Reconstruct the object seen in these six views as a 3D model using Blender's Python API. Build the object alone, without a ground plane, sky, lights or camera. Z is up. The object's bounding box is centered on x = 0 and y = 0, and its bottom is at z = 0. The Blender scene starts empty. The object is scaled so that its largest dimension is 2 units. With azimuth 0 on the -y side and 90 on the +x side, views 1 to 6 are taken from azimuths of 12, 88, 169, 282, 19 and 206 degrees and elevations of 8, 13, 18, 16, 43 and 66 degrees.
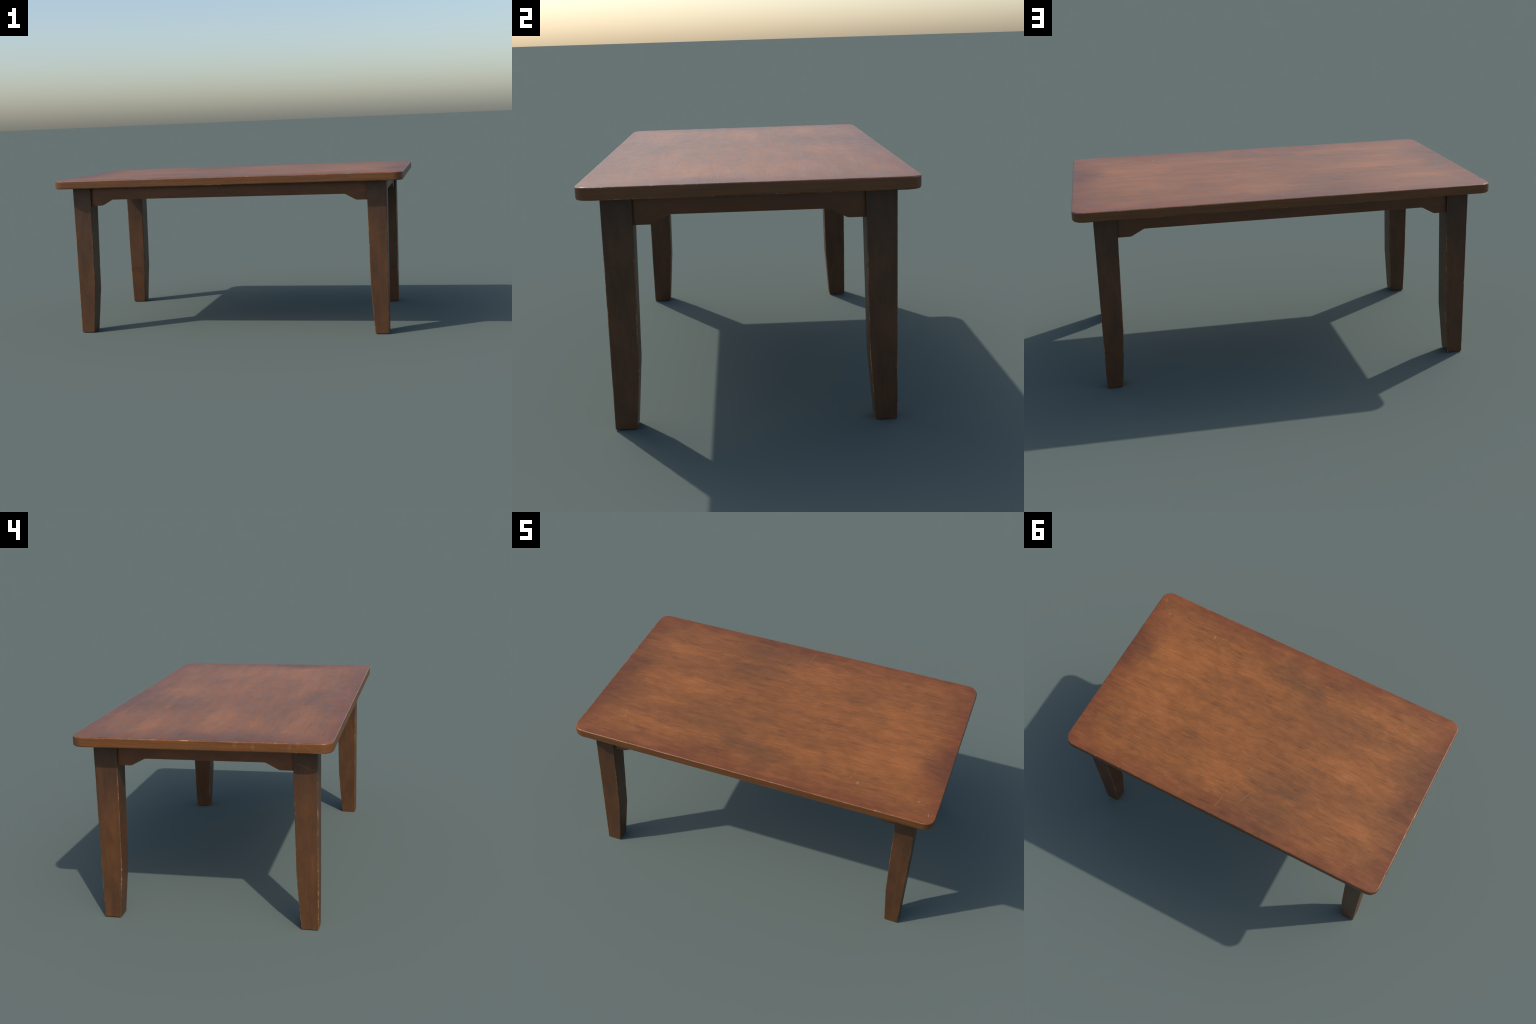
import bpy, bmesh, math, random
from mathutils import Vector, noise

# ---------------------------------------------------------------- dimensions
HX, HY = 1.0, 0.5893            # half length / half width of the top
TOP_Z, BOT_Z = 0.9045, 0.8585   # upper and lower face of the top
CORNER_R, CORNER_SEG = 0.054, 3 # plan radius of the corners, cut in 3 facets
LEG_OX, LEG_OY = 0.9085, 0.5148 # outer faces of the legs
LEG_IX, LEG_IY = 0.7995, 0.4030 # inner faces at the top
KNEE_Z = 0.246                  # where the inner faces start to taper
KNEE_IN, FOOT_IN = 0.0115, 0.0310   # how far the inner faces have moved out there
APRON_SET = 0.0140              # apron face set back from the leg face
APRON_T = 0.030
APRON_LOW, APRON_HIGH = 0.7515, 0.7853


# ---------------------------------------------------------------- mesh helpers
def make_mesh(name, rings, normals, cap_first=True, cap_last=True):
    """Loft closed rings of points; the normals are given analytically."""
    n = len(rings[0])
    verts = [p for r in rings for p in r]
    norms = [q for r in normals for q in r]
    faces = []
    for a in range(len(rings) - 1):
        for i in range(n):
            j = (i + 1) % n
            faces.append((a * n + i, a * n + j, (a + 1) * n + j, (a + 1) * n + i))
    if cap_first:
        faces.append(tuple(reversed(range(n))))
    if cap_last:
        faces.append(tuple(range((len(rings) - 1) * n, len(rings) * n)))
    me = bpy.data.meshes.new(name)
    me.from_pydata([tuple(v) for v in verts], [], faces)
    me.shade_smooth()
    me.update()
    me.normals_split_custom_set_from_vertices([tuple(q.normalized()) for q in norms])
    return me


def add_object(name, me, parent, mat):
    ob = bpy.data.objects.new(name, me)
    bpy.context.scene.collection.objects.link(ob)
    ob.parent = parent
    me.materials.append(mat)
    return ob


def nz(x, y, z, s):
    return noise.noise(Vector((x * s, y * s, z * s)))


# ---------------------------------------------------------------- table top
def build_top():
    # plan outline: points with outward normals (chords of the corner arcs,
    # normals of the true arc so that the corner shades round)
    pts = []
    step = 0.006
    cx, cy = HX - CORNER_R, HY - CORNER_R
    centres = [(cx, cy, 0), (-cx, cy, 90), (-cx, -cy, 180), (cx, -cy, 270)]
    key = []
    for x, y, a0 in centres:
        for k in range(CORNER_SEG + 1):
            a = math.radians(a0 + 90 * k / CORNER_SEG)
            d = Vector((math.cos(a), math.sin(a), 0))
            key.append((Vector((x, y, 0)) + d * CORNER_R, d))
    for i in range(len(key)):
        (p, d), (q, e) = key[i], key[(i + 1) % len(key)]
        m = max(1, round((q - p).length / step))
        for k in range(m):
            t = k / m
            pts.append((p.lerp(q, t), d.lerp(e, t).normalized()))

    rt, rb = 0.0062, 0.0065
    prof = []                                    # (inset, z, nout, nup, wear)
    prof.append((0.030, BOT_Z, 0, -1, 0))
    for k in range(5):
        a = math.radians(-90 + 90 * k / 4)
        prof.append((rb - rb * math.cos(a), BOT_Z + rb + rb * math.sin(a),
                     math.cos(a), math.sin(a), 0.55))
    for f in (0.25, 0.5, 0.75):
        prof.append((0, BOT_Z + rb + f * (TOP_Z - rt - BOT_Z - rb), 1, 0, 0.15))
    for k in range(5):
        a = math.radians(90 * k / 4)
        prof.append((rt - rt * math.cos(a), TOP_Z - rt + rt * math.sin(a),
                     math.cos(a), math.sin(a), 1.0 if k < 4 else 0.5))
    prof.append((0.012, TOP_Z, 0, 1, 0))
    prof.append((0.030, TOP_Z, 0, 1, 0))

    rings, norms = [], []
    for ins, z, no, nu, wear in prof:
        ring, nor = [], []
        for p, d in pts:
            wob = 0.0005 * nz(p.x, p.y, z, 9) + 0.0005 * nz(p.x, p.y + 5, z, 31)
            chip = max(0.0, nz(p.x + 3, p.y, z * 2, 24) - 0.28) * 0.0042
            chip += max(0.0, nz(p.x, p.y + 9, z * 3, 75) - 0.30) * 0.0026
            q = p - d * (ins + wear * (chip + abs(wob)))
            ring.append(Vector((q.x, q.y, z - (wear * chip * 0.7 if z > 0.89 else 0))))
            nor.append(Vector((d.x * no, d.y * no, nu)))
        rings.append(ring)
        norms.append(nor)
    return make_mesh("tabletop", rings, norms)


# ---------------------------------------------------------------- legs
def inner_shift(z):
    if z >= KNEE_Z:
        return KNEE_IN * (BOT_Z - z) / (BOT_Z - KNEE_Z)
    return KNEE_IN + (FOOT_IN - KNEE_IN) * (KNEE_Z - z) / KNEE_Z


def build_leg(sx, sy, seed):
    r, seg = 0.0042, 3
    zs = [0.0, 0.0016, 0.004]
    z = 0.010
    while z < BOT_Z - 0.004:
        zs.append(z)
        z += 0.007
    zs.append(BOT_Z - 0.0004)
    rings, norms = [], []
    for z in zs:
        s = inner_shift(z)
        slope = (KNEE_IN / (BOT_Z - KNEE_Z)) if z >= KNEE_Z else (FOOT_IN - KNEE_IN) / KNEE_Z
        shrink = {0.0: 0.0028, 0.0016: 0.0009}.get(z, 0.0)
        x0, x1 = LEG_IX + s + shrink, LEG_OX - shrink
        y0, y1 = LEG_IY + s + shrink, LEG_OY - shrink
        ring, nor = [], []
        for cxx, cyy, a0 in ((x1 - r, y1 - r, 0), (x0 + r, y1 - r, 90),
                             (x0 + r, y0 + r, 180), (x1 - r, y0 + r, 270)):
            for k in range(seg + 1):
                a = math.radians(a0 + 90 * k / seg)
                d = Vector((math.cos(a), math.sin(a), 0))
                mid = 1.0 if 0 < k < seg else 0.35
                w = max(0.0, nz(a0 + seed * 7, z, 0.3, 17) - 0.18) * 0.0040
                w += max(0.0, nz(a0, z + seed * 3, 1.3, 60) - 0.25) * 0.0026
                w += 0.0004 * abs(nz(a0 + seed, z, 4.0, 8))
                fade = min(1.0, max(0.0, (0.80 - z) / 0.12))
                p = Vector((cxx, cyy, z)) + d * (r - w * mid * fade)
                ring.append(Vector((p.x * sx, p.y * sy, z)))
                up = 0.0
                if d.x < 0:
                    up -= slope * -d.x
                if d.y < 0:
                    up -= slope * -d.y
                if z == 0.0:
                    up -= 1.0
                elif z == 0.0016:
                    up -= 0.35
                nor.append(Vector((d.x * sx, d.y * sy, up)))
        if sx * sy < 0:
            ring.reverse()
            nor.reverse()
        rings.append(ring)
        norms.append(nor)
    return make_mesh("leg", rings, norms)


# ---------------------------------------------------------------- aprons
def build_apron(half, drop0, drop1):
    """Board running along x (rail face at y = 0, thickness towards -y).
    half: end hidden inside the leg; drop0/drop1: span of the sloped step."""
    def fillet(a, b, c, rad, n=4):
        a, b, c = Vector(a), Vector(b), Vector(c)
        p, q = b + (a - b).normalized() * rad, b + (c - b).normalized() * rad
        out = []
        for k in range(n + 1):
            t = k / n
            out.append((p * (1 - t) ** 2) + b * (2 * t * (1 - t)) + q * t * t)
        return out
    lo, hi, top = APRON_LOW, APRON_HIGH, BOT_Z - 0.0006
    right = [Vector((half, lo))]
    right += fillet((half, lo), (drop0, lo), (drop1, hi), 0.007)
    right += fillet((drop0, lo), (drop1, hi), (0, hi), 0.006)
    prof = [Vector((half, top))] + right
    prof += [Vector((-p.x, p.y)) for p in reversed(prof)]
    bm = bmesh.new()
    front = [bm.verts.new((p.x, 0, p.y)) for p in prof]
    back = [bm.verts.new((p.x, -APRON_T, p.y)) for p in prof]
    bm.faces.new(front)
    bm.faces.new(list(reversed(back)))
    n = len(prof)
    for i in range(n):
        j = (i + 1) % n
        bm.faces.new((front[j], front[i], back[i], back[j]))
    bmesh.ops.recalc_face_normals(bm, faces=bm.faces[:])
    edges = [e for e in bm.edges if abs(e.verts[0].co.y - e.verts[1].co.y) < 1e-6]
    bmesh.ops.bevel(bm, geom=edges, offset=0.0022, segments=2, profile=0.5,
                    affect='EDGES', clamp_overlap=True, harden_normals=False)
    me = bpy.data.meshes.new("apron")
    bm.to_mesh(me)
    bm.free()
    me.shade_smooth()
    me.set_sharp_from_angle(angle=math.radians(32))
    return me


# ---------------------------------------------------------------- node helpers
class Nodes:
    def __init__(self, name):
        self.mat = bpy.data.materials.new(name)
        self.mat.use_nodes = True
        self.t = self.mat.node_tree
        self.t.nodes.clear()

    def new(self, kind, **kw):
        n = self.t.nodes.new(kind)
        for k, v in kw.items():
            setattr(n, k, v)
        return n

    def put(self, sock, v):
        if hasattr(v, "is_output"):
            self.t.links.new(v, sock)
        else:
            sock.default_value = v

    def math(self, op, a, b=None, c=None, clamp=False):
        n = self.new("ShaderNodeMath", operation=op, use_clamp=clamp)
        for i, v in enumerate((a, b, c)):
            if v is not None:
                self.put(n.inputs[i], v)
        return n.outputs[0]

    def vmath(self, op, a, b=None):
        n = self.new("ShaderNodeVectorMath", operation=op)
        self.put(n.inputs[0], a)
        if b is not None:
            self.put(n.inputs[1], b)
        return n

    def mapping(self, vec, scale=(1, 1, 1), loc=(0, 0, 0), rot=(0, 0, 0)):
        n = self.new("ShaderNodeMapping")
        self.put(n.inputs["Vector"], vec)
        n.inputs["Location"].default_value = loc
        n.inputs["Rotation"].default_value = rot
        n.inputs["Scale"].default_value = scale
        return n.outputs[0]

    def noise(self, vec, scale, detail=3, rough=0.5, dist=0.0, color=False):
        n = self.new("ShaderNodeTexNoise")
        self.put(n.inputs["Vector"], vec)
        n.inputs["Scale"].default_value = scale
        n.inputs["Detail"].default_value = detail
        n.inputs["Roughness"].default_value = rough
        n.inputs["Distortion"].default_value = dist
        return n.outputs["Color" if color else "Fac"]

    def voronoi(self, vec, scale):
        n = self.new("ShaderNodeTexVoronoi")
        self.put(n.inputs["Vector"], vec)
        n.inputs["Scale"].default_value = scale
        return n.outputs["Distance"], n.outputs["Color"]

    def step(self, v, lo, hi, out0=0.0, out1=1.0, smooth=True):
        n = self.new("ShaderNodeMapRange", clamp=True)
        n.interpolation_type = 'SMOOTHSTEP' if smooth else 'LINEAR'
        self.put(n.inputs[0], v)
        for i, q in enumerate((lo, hi, out0, out1)):
            self.put(n.inputs[i + 1], q)
        return n.outputs[0]

    def mix(self, fac, a, b, mode='MIX'):
        n = self.new("ShaderNodeMix", data_type='RGBA', blend_type=mode)
        self.put(n.inputs[0], fac)
        for sock, v in ((n.inputs[6], a), (n.inputs[7], b)):
            if isinstance(v, tuple):
                v = (v[0], v[1], v[2], 1)
            self.put(sock, v)
        return n.outputs[2]

    def xyz(self, vec):
        n = self.new("ShaderNodeSeparateXYZ")
        self.put(n.inputs[0], vec)
        return n.outputs[0], n.outputs[1], n.outputs[2]

    def combine(self, x, y, z):
        n = self.new("ShaderNodeCombineXYZ")
        for i, v in enumerate((x, y, z)):
            self.put(n.inputs[i], v)
        return n.outputs[0]

    def segment(self, px, py, a, b, width):
        """Soft mask of a thin straight scratch from a to b in a plane."""
        dx, dy = b[0] - a[0], b[1] - a[1]
        length = math.hypot(dx, dy)
        ux, uy = dx / length, dy / length
        qx, qy = self.math('SUBTRACT', px, a[0]), self.math('SUBTRACT', py, a[1])
        along = self.math('ADD', self.math('MULTIPLY', qx, ux), self.math('MULTIPLY', qy, uy))
        across = self.math('ABSOLUTE', self.math('SUBTRACT', self.math('MULTIPLY', qx, uy),
                                                 self.math('MULTIPLY', qy, ux)))
        m = self.step(across, width * 0.3, width, 1, 0)
        m = self.math('MULTIPLY', m, self.step(along, 0, length * 0.25))
        return self.math('MULTIPLY', m, self.step(along, length * 0.7, length, 1, 0))

    def blob(self, px, py, c, rx, ry):
        qx = self.math('DIVIDE', self.math('SUBTRACT', px, c[0]), rx)
        qy = self.math('DIVIDE', self.math('SUBTRACT', py, c[1]), ry)
        d = self.math('ADD', self.math('MULTIPLY', qx, qx), self.math('MULTIPLY', qy, qy))
        return self.step(d, 0.0, 1.0, 1, 0)

    def total(self, items):
        out = items[0]
        for i in items[1:]:
            out = self.math('ADD', out, i)
        return out

    def edge_mask(self, radius, round_plan):
        """1 on and just beside worn arrises, from the rounded shading normal."""
        bev = self.new("ShaderNodeBevel", samples=6)
        bev.inputs["Radius"].default_value = radius
        x, y, z = self.xyz(bev.outputs[0])
        ax, ay, az = (self.math('ABSOLUTE', q) for q in (x, y, z))
        if round_plan:
            h = self.math('SQRT', self.math('ADD', self.math('MULTIPLY', x, x),
                                            self.math('MULTIPLY', y, y)))
            m = self.math('MAXIMUM', h, az)
        else:
            m = self.math('MAXIMUM', self.math('MAXIMUM', ax, ay), az)
        return self.math('SUBTRACT', 1.0, m)

    def finish(self, color, rough, height, bump, dist=0.001, spec=0.42):
        p = self.new("ShaderNodeBsdfPrincipled")
        self.put(p.inputs["Base Color"], color)
        self.put(p.inputs["Roughness"], rough)
        self.put(p.inputs["Specular IOR Level"], spec)
        b = self.new("ShaderNodeBump")
        b.inputs["Strength"].default_value = bump
        b.inputs["Distance"].default_value = dist
        self.put(b.inputs["Height"], height)
        self.t.links.new(b.outputs[0], p.inputs["Normal"])
        o = self.new("ShaderNodeOutputMaterial")
        self.t.links.new(p.outputs[0], o.inputs[0])
        return self.mat


# ---------------------------------------------------------------- top material
def top_material():
    N = Nodes("stained_tabletop_wood")
    P = N.new("ShaderNodeTexCoord").outputs["Object"]
    geo = N.new("ShaderNodeNewGeometry")
    px, py, pz = N.xyz(P)

    # colour base: cloudy stain, stretched a little along the grain (x)
    cloud = N.noise(N.mapping(P, (1.5, 2.4, 2.4), (3.1, 1.7, 0)), 2.0, 8, 0.66, 0.3)
    patch = N.noise(N.mapping(P, (5.0, 9.5, 9.5), (1.1, 8.2, 0)), 2.2, 6, 0.62, 0.4)
    streak = N.noise(N.mapping(P, (1.2, 17.0, 17.0), (0.3, 5.2, 0)), 3.0, 7, 0.70, 0.2)
    fibre = N.noise(N.mapping(P, (3.2, 120.0, 120.0)), 2.0, 5, 0.70, 0.15)
    fine = N.noise(N.mapping(P, (20.0, 300.0, 300.0)), 1.0, 3, 0.6)
    drift = N.noise(N.mapping(P, (0.8, 7.5, 7.5), (6.3, 2.2, 0)), 2.0, 5, 0.55, 0.6)
    v = N.total([N.math('MULTIPLY', cloud, 0.34), N.math('MULTIPLY', patch, 0.26),
                 N.math('MULTIPLY', drift, 0.22), N.math('MULTIPLY', streak, 0.18)])
    tone = N.step(v, 0.315, 0.70, smooth=False)

    # warped position for stains in known places
    wn = N.noise(N.mapping(P, (4.0, 6.0, 1.0)), 1.8, 7, 0.72, color=True)
    wx, wy, _ = N.xyz(wn)
    qx = N.math('ADD', px, N.math('MULTIPLY', N.math('SUBTRACT', wx, 0.5), 0.34))
    qy = N.math('ADD', py, N.math('MULTIPLY', N.math('SUBTRACT', wy, 0.5), 0.24))
    dark_spots = [((-0.11, -0.355), .11, .08, .75), ((0.045, -0.44), .09, .075, .75),
                  ((-0.22, 0.275), .17, .07, .9), ((-0.20, 0.47), .20, .10, .9),
                  ((-0.43, -0.28), .20, .10, .5), ((-0.96, -0.17), .13, .20, .75),
                  ((-0.24, -0.17), .22, .14, .45), ((0.97, -0.14), .10, .13, .75),
                  ((-0.96, 0.10), .12, .11, .45), ((-0.95, 0.28), .12, .08, .6),
                  ((-0.55, 0.18), .28, .07, .35)]
    light_spots = [((-0.50, -0.01), .30, .10, .8), ((0.07, 0.32), .20, .13, .45),
                   ((0.69, 0.0), .26, .28, .5), ((0.45, -0.33), .24, .09, .45),
                   ((-0.52, -0.37), .24, .08, .5), ((-0.70, 0.30), .20, .10, .45)]
    dark = N.total([N.math('MULTIPLY', N.blob(qx, qy, c, rx * 1.6, ry * 1.45), a * 0.75)
                    for c, rx, ry, a in dark_spots])
    light = N.total([N.math('MULTIPLY', N.blob(qx, qy, c, rx * 1.25, ry * 1.25), a)
                     for c, rx, ry, a in light_spots])
    tone = N.math('ADD', tone, N.math('MULTIPLY', light, 0.24))
    tone = N.math('ADD', tone, N.math('MULTIPLY', N.math('SUBTRACT', fibre, 0.5), 0.36))
    tone = N.math('SUBTRACT', tone, N.math('MULTIPLY', dark, 0.24), clamp=True)

    ramp = N.new("ShaderNodeValToRGB")
    N.put(ramp.inputs[0], tone)
    el = ramp.color_ramp.elements
    el[0].position, el[0].color = 0.0, (0.124, 0.0485, 0.0150, 1)
    el[1].position, el[1].color = 1.0, (0.354, 0.119, 0.0285, 1)
    m = ramp.color_ramp.elements.new(0.47)
    m.color = (0.222, 0.0765, 0.0180, 1)
    col = ramp.outputs[0]

    # greyish dirt in the dark stains
    col = N.mix(N.math('MULTIPLY', dark, 0.28, clamp=True), col, (0.112, 0.054, 0.022))

    # reddish, darker border
    ex = N.math('SUBTRACT', HX, N.math('ABSOLUTE', px))
    ey = N.math('SUBTRACT', HY, N.math('ABSOLUTE', py))
    d = N.math('MINIMUM', ex, ey)
    bn = N.noise(N.mapping(P, (1.0, 1.6, 1.0), (7, 2, 0)), 5.0, 4, 0.6)
    d2 = N.math('ADD', d, N.math('MULTIPLY', N.math('SUBTRACT', bn, 0.5), 0.26))
    border = N.step(d2, -0.07, 0.20, 1, 0)
    upface = N.step(N.xyz(geo.outputs["Normal"])[2], 0.5, 0.8)
    border = N.math('MULTIPLY', border, upface)
    col = N.mix(N.math('MULTIPLY', border, 0.90), col,
                N.mix(1.0, col, (0.66, 0.52, 0.66), 'MULTIPLY'))

    # fine grain lines and pores
    g = N.step(fine, 0.30, 0.70, 0.80, 1.19, smooth=False)
    col = N.mix(1.0, col, N.combine(g, g, g), 'MULTIPLY')
    lines = N.noise(N.mapping(P, (7.0, 190.0, 190.0), (2, 4, 0)), 1.0, 2, 0.5, 0.2)
    where = N.noise(N.mapping(P, (3.0, 5.0, 1.0), (9, 9, 0)), 2.0, 3, 0.5)
    lines = N.math('MULTIPLY', N.step(lines, 0.60, 0.69), N.step(where, 0.40, 0.60))
    col = N.mix(N.math('MULTIPLY', lines, 0.52), col, (0.055, 0.022, 0.012))
    vd, vc = N.voronoi(N.mapping(P, (0.7, 1.0, 1.0)), 44.0)
    pick = N.xyz(vc)[0]
    pit = N.math('MULTIPLY', N.step(vd, 0.05, 0.15, 1, 0), N.step(pick, 0.60, 0.64))
    col = N.mix(N.math('MULTIPLY', pit, 0.62), col, (0.045, 0.022, 0.013))
    fleck = N.math('MULTIPLY', N.step(vd, 0.04, 0.12, 1, 0), N.step(pick, 0.05, 0.03))
    fleck = N.math('MULTIPLY', fleck, 0.35)

    # scratches and pale knocks
    nq = N.noise(P, 130.0, 3, 0.7)
    marks = [N.math('MULTIPLY', N.segment(px, py, (-0.080, 0.465), (-0.126, 0.348), 0.0017), 0.42),
             N.math('MULTIPLY', N.segment(px, py, (0.026, 0.545), (0.010, 0.450), 0.0017), 0.45),
             N.math('MULTIPLY', N.segment(px, py, (-0.044, 0.262), (-0.056, 0.222), 0.002), 0.4),
             N.math('MULTIPLY', N.segment(px, py, (-0.795, -0.335), (-0.775, -0.410), 0.002), 0.35),
             N.math('MULTIPLY', N.segment(px, py, (0.955, -0.50), (0.965, -0.54), 0.002), 0.5)]
    mx = N.math('ADD', px, N.math('MULTIPLY', N.math('SUBTRACT', nq, 0.5), 0.03))
    my = N.math('ADD', py, N.math('MULTIPLY', N.math('SUBTRACT', wy, 0.5), 0.02))
    marks += [N.math('MULTIPLY', N.step(N.blob(mx, py, (0.564, -0.428), .012, .014), 0.2, 0.9), 0.38),
              N.math('MULTIPLY', N.step(N.blob(mx, my, (0.522, -0.402), .008, .007), 0.2, 0.6), 0.35),
              N.math('MULTIPLY', N.step(N.blob(mx, my, (0.894, -0.445), .010, .008), 0.2, 0.6), 0.42),
              N.math('MULTIPLY', N.step(N.blob(mx, my, (0.263, -0.028), .011, .007), 0.2, 0.7), 0.16),
              fleck]
    mark = N.math('MULTIPLY', N.total(marks), upface, clamp=True)
    col = N.mix(mark, col, (0.40, 0.24, 0.13))

    # side faces: own even colour, grain lines running along the rim
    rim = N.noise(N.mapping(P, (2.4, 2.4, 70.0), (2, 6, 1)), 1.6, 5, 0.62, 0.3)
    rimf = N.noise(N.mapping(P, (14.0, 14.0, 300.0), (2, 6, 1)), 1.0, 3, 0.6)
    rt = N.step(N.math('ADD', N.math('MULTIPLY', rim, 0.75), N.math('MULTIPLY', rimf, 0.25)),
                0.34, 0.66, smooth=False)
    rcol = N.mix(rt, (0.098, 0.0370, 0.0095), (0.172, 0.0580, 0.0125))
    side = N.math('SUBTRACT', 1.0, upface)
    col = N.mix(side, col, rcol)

    end = N.step(px, -0.985, -0.99)
    rs = N.segment(py, pz, (-0.455, 0.8945), (-0.507, 0.8755), 0.0013)
    kn = N.total([N.blob(py, pz, c, 0.012, 0.018) for c in
                  ((-0.405, 0.885), (-0.245, 0.882), (-0.165, 0.888), (-0.44, 0.898))])
    kn = N.math('MULTIPLY', kn, N.step(N.noise(P, 420.0, 2, 0.6), 0.35, 0.75))
    col = N.mix(N.math('MULTIPLY', N.math('MULTIPLY', N.math('ADD', rs, kn), end), 0.38, clamp=True),
                col, (0.36, 0.19, 0.075))

    # worn arris
    e = N.edge_mask(0.006, True)
    wl = N.noise(N.mapping(P, (1, 1, 2.0), (4, 4, 4)), 9.0, 4, 0.6)
    ws = N.noise(P, 75.0, 3, 0.6)
    thin = N.math('ADD', N.math('MULTIPLY', wl, 0.6), N.math('MULTIPLY', ws, 0.4))
    wear = N.math('MULTIPLY', N.step(e, 0.03, 0.18), N.step(thin, 0.38, 0.56))
    col = N.mix(N.math('MULTIPLY', wear, 0.32), col, (0.40, 0.19, 0.085))
    strong = N.math('MULTIPLY', N.step(e, 0.015, 0.10), N.step(thin, 0.56, 0.63))
    col = N.mix(N.math('MULTIPLY', strong, 0.5), col, (0.50, 0.30, 0.15))

    rough = N.math('ADD', 0.45, N.math('MULTIPLY', N.math('SUBTRACT', patch, 0.5), 0.30))
    rough = N.math('ADD', rough, N.math('MULTIPLY', N.math('SUBTRACT', fine, 0.5), 0.12))
    rough = N.math('SUBTRACT', rough, N.math('MULTIPLY', N.step(e, 0.03, 0.15), 0.14))
    h = N.total([N.math('MULTIPLY', fine, 0.14), N.math('MULTIPLY', fibre, 0.15),
                 N.math('MULTIPLY', lines, -0.45), N.math('MULTIPLY', pit, -0.6),
                 N.math('MULTIPLY', N.noise(N.mapping(P, (14, 24, 24)), 5, 4, 0.6), 0.30),
                 N.math('MULTIPLY', N.noise(N.mapping(P, (3, 5, 5)), 6, 3), 0.9)])
    return N.finish(col, rough, h, 0.45, 0.0016)


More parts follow.
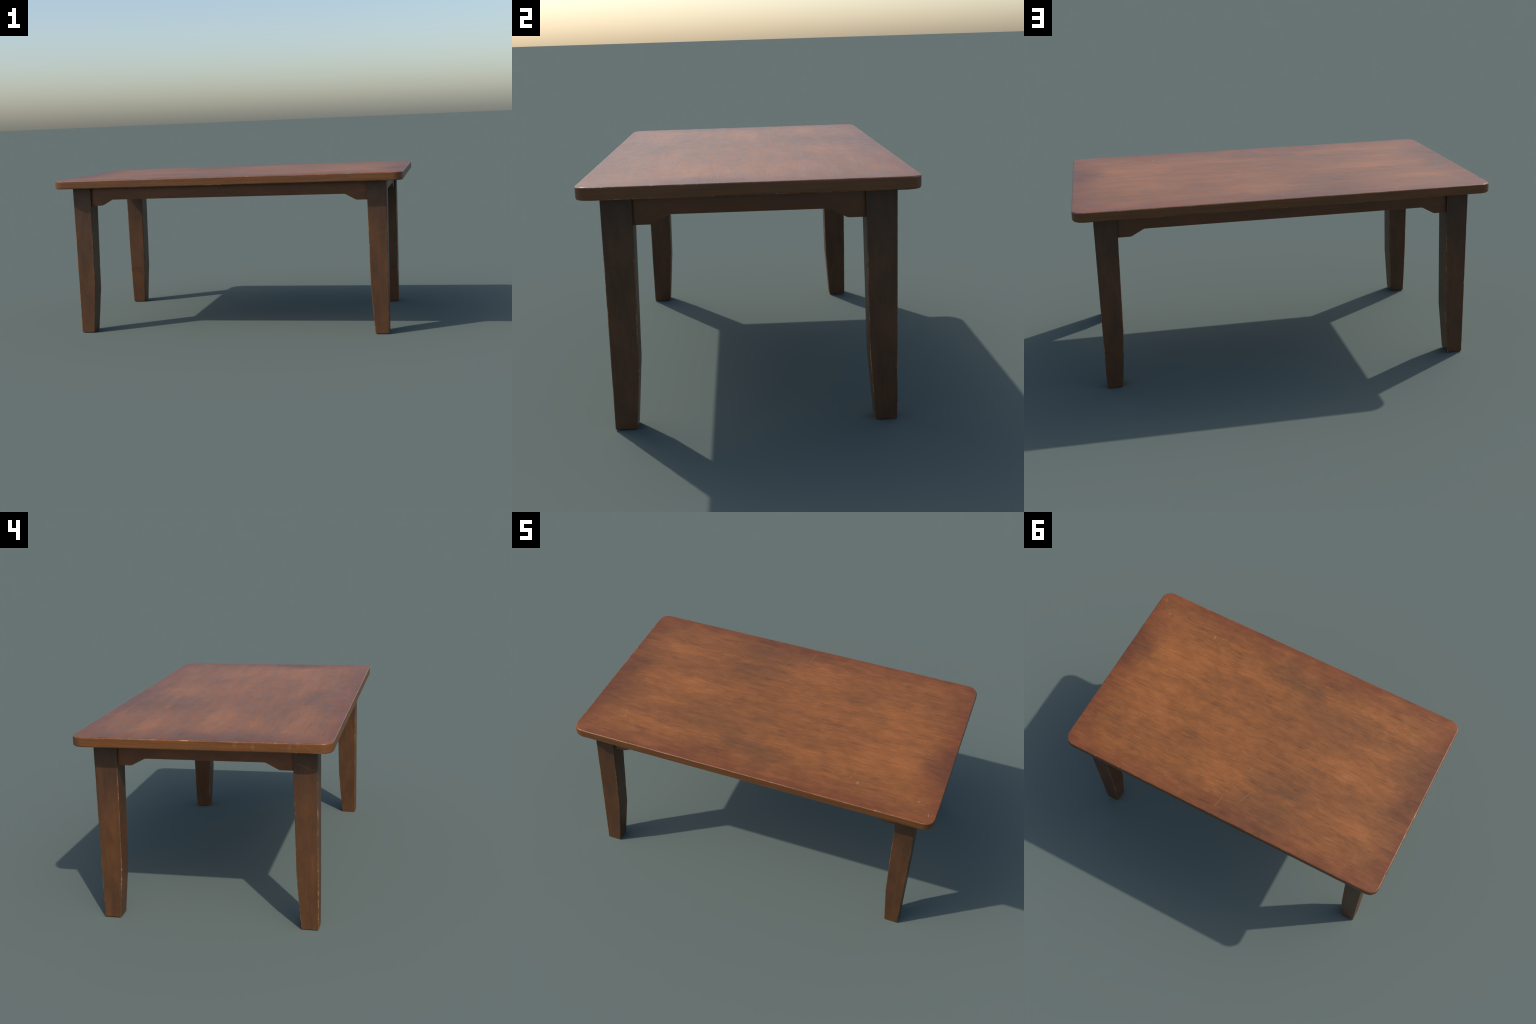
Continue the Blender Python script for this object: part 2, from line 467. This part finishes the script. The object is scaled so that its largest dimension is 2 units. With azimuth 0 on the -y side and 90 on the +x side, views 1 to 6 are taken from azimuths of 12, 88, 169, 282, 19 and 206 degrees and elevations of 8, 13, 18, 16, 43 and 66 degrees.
# ---------------------------------------------------------------- frame material
def frame_material(name, axis, dark, mid, light, radius):
    N = Nodes(name)
    P = N.new("ShaderNodeTexCoord").outputs["Object"]
    px, py, pz = N.xyz(P)

    def stretch(along, across):
        s = [across] * 3
        s[axis] = along
        return tuple(s)
    cloud = N.noise(N.mapping(P, stretch(2.4, 5.0), (1.3, 0.7, 2.1)), 2.2, 5, 0.6, 0.4)
    streak = N.noise(N.mapping(P, stretch(2.0, 22.0)), 2.0, 4, 0.6, 0.2)
    fibre = N.noise(N.mapping(P, stretch(9.0, 130.0)), 1.5, 3, 0.6, 0.1)
    spot = N.noise(N.mapping(P, stretch(18.0, 36.0), (5, 5, 5)), 1.5, 4, 0.65)
    v = N.total([N.math('MULTIPLY', cloud, 0.46), N.math('MULTIPLY', streak, 0.22),
                 N.math('MULTIPLY', fibre, 0.14), N.math('MULTIPLY', spot, 0.18)])
    tone = N.step(v, 0.37, 0.63, smooth=False)
    ramp = N.new("ShaderNodeValToRGB")
    N.put(ramp.inputs[0], tone)
    el = ramp.color_ramp.elements
    el[0].color = (*dark, 1)
    el[1].color = (*light, 1)
    m = ramp.color_ramp.elements.new(0.5)
    m.color = (*mid, 1)
    col = ramp.outputs[0]
    vd, vc = N.voronoi(N.mapping(P, stretch(0.6, 1.0)), 38.0)
    pit = N.math('MULTIPLY', N.step(vd, 0.05, 0.13, 1, 0), N.step(N.xyz(vc)[0], 0.84, 0.88))
    col = N.mix(N.math('MULTIPLY', pit, 0.5), col, (0.030, 0.015, 0.010))

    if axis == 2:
        # legs: upper part tinted darker and cooler for the tabletop's shadow, worn arrises
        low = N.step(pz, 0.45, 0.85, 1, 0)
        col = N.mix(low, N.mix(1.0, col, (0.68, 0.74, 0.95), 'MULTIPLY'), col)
        face = N.step(px, -0.905, -0.907)
        sc = N.math('MULTIPLY', face, N.segment(py, pz, (-0.405, 0.796), (-0.515, 0.7505), 0.0012))
        col = N.mix(N.math('MULTIPLY', sc, 0.35), col, (0.30, 0.17, 0.09))
        front = N.step(py, -0.511, -0.513)
        sc = N.math('MULTIPLY', front, N.segment(px, pz, (0.850, 0.556), (0.902, 0.584), 0.0012))
        col = N.mix(N.math('MULTIPLY', sc, 0.30), col, (0.30, 0.17, 0.09))
        zfade = N.step(pz, 0.52, 0.74, 1, 0.2)
    else:
        zfade = 0.35
    e = N.edge_mask(radius, False)
    wl = N.noise(P, 8.0, 4, 0.6)
    ws = N.noise(P, 70.0, 3, 0.6)
    thin = N.math('ADD', N.math('MULTIPLY', wl, 0.55), N.math('MULTIPLY', ws, 0.45))
    soft = N.math('MULTIPLY', N.step(e, 0.01, 0.12), N.step(thin, 0.39, 0.56))
    soft = N.math('MULTIPLY', soft, zfade)
    col = N.mix(N.math('MULTIPLY', soft, 0.62), col, (0.24, 0.105, 0.035))
    strong = N.math('MULTIPLY', N.step(e, 0.012, 0.10), N.step(thin, 0.51, 0.60))
    strong = N.math('MULTIPLY', strong, zfade)
    col = N.mix(N.math('MULTIPLY', strong, 0.75), col, (0.46, 0.235, 0.085))

    rough = N.math('ADD', 0.46, N.math('MULTIPLY', N.math('SUBTRACT', streak, 0.5), 0.25))
    h = N.total([N.math('MULTIPLY', fibre, 0.5), N.math('MULTIPLY', streak, 0.3),
                 N.math('MULTIPLY', pit, -0.5)])
    return N.finish(col, rough, h, 0.25, 0.001)


# ---------------------------------------------------------------- assembly
table = bpy.data.objects.new("wooden_table", None)
bpy.context.scene.collection.objects.link(table)
table["label"] = "long dark stained wooden dining table with tapered legs"
table["category"] = "dining table"

add_object("tabletop", build_top(), table, top_material())

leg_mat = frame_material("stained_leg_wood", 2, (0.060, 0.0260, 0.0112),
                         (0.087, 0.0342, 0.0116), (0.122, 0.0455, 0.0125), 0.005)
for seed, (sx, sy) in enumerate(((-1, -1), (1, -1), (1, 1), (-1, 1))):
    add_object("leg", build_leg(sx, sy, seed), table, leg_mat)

a_d, a_m, a_l = (0.098, 0.037, 0.0155), (0.124, 0.0455, 0.0175), (0.160, 0.056, 0.0195)
long_mat = frame_material("stained_long_apron_wood", 0, a_d, a_m, a_l, 0.003)
short_mat = frame_material("stained_short_apron_wood", 1, a_d, a_m, a_l, 0.003)
for side in (1, -1):
    ob = add_object("apron", build_apron(LEG_IX + 0.030, 0.7405, 0.6785), table, long_mat)
    for v in ob.data.vertices:
        x, y, z = v.co
        v.co = (x * side, (y + LEG_OY - APRON_SET) * side, z)
    ob = add_object("apron", build_apron(LEG_IY + 0.030, 0.3420, 0.2775), table, short_mat)
    for v in ob.data.vertices:
        x, y, z = v.co
        v.co = ((y + LEG_OX - APRON_SET) * side, -x * side, z)
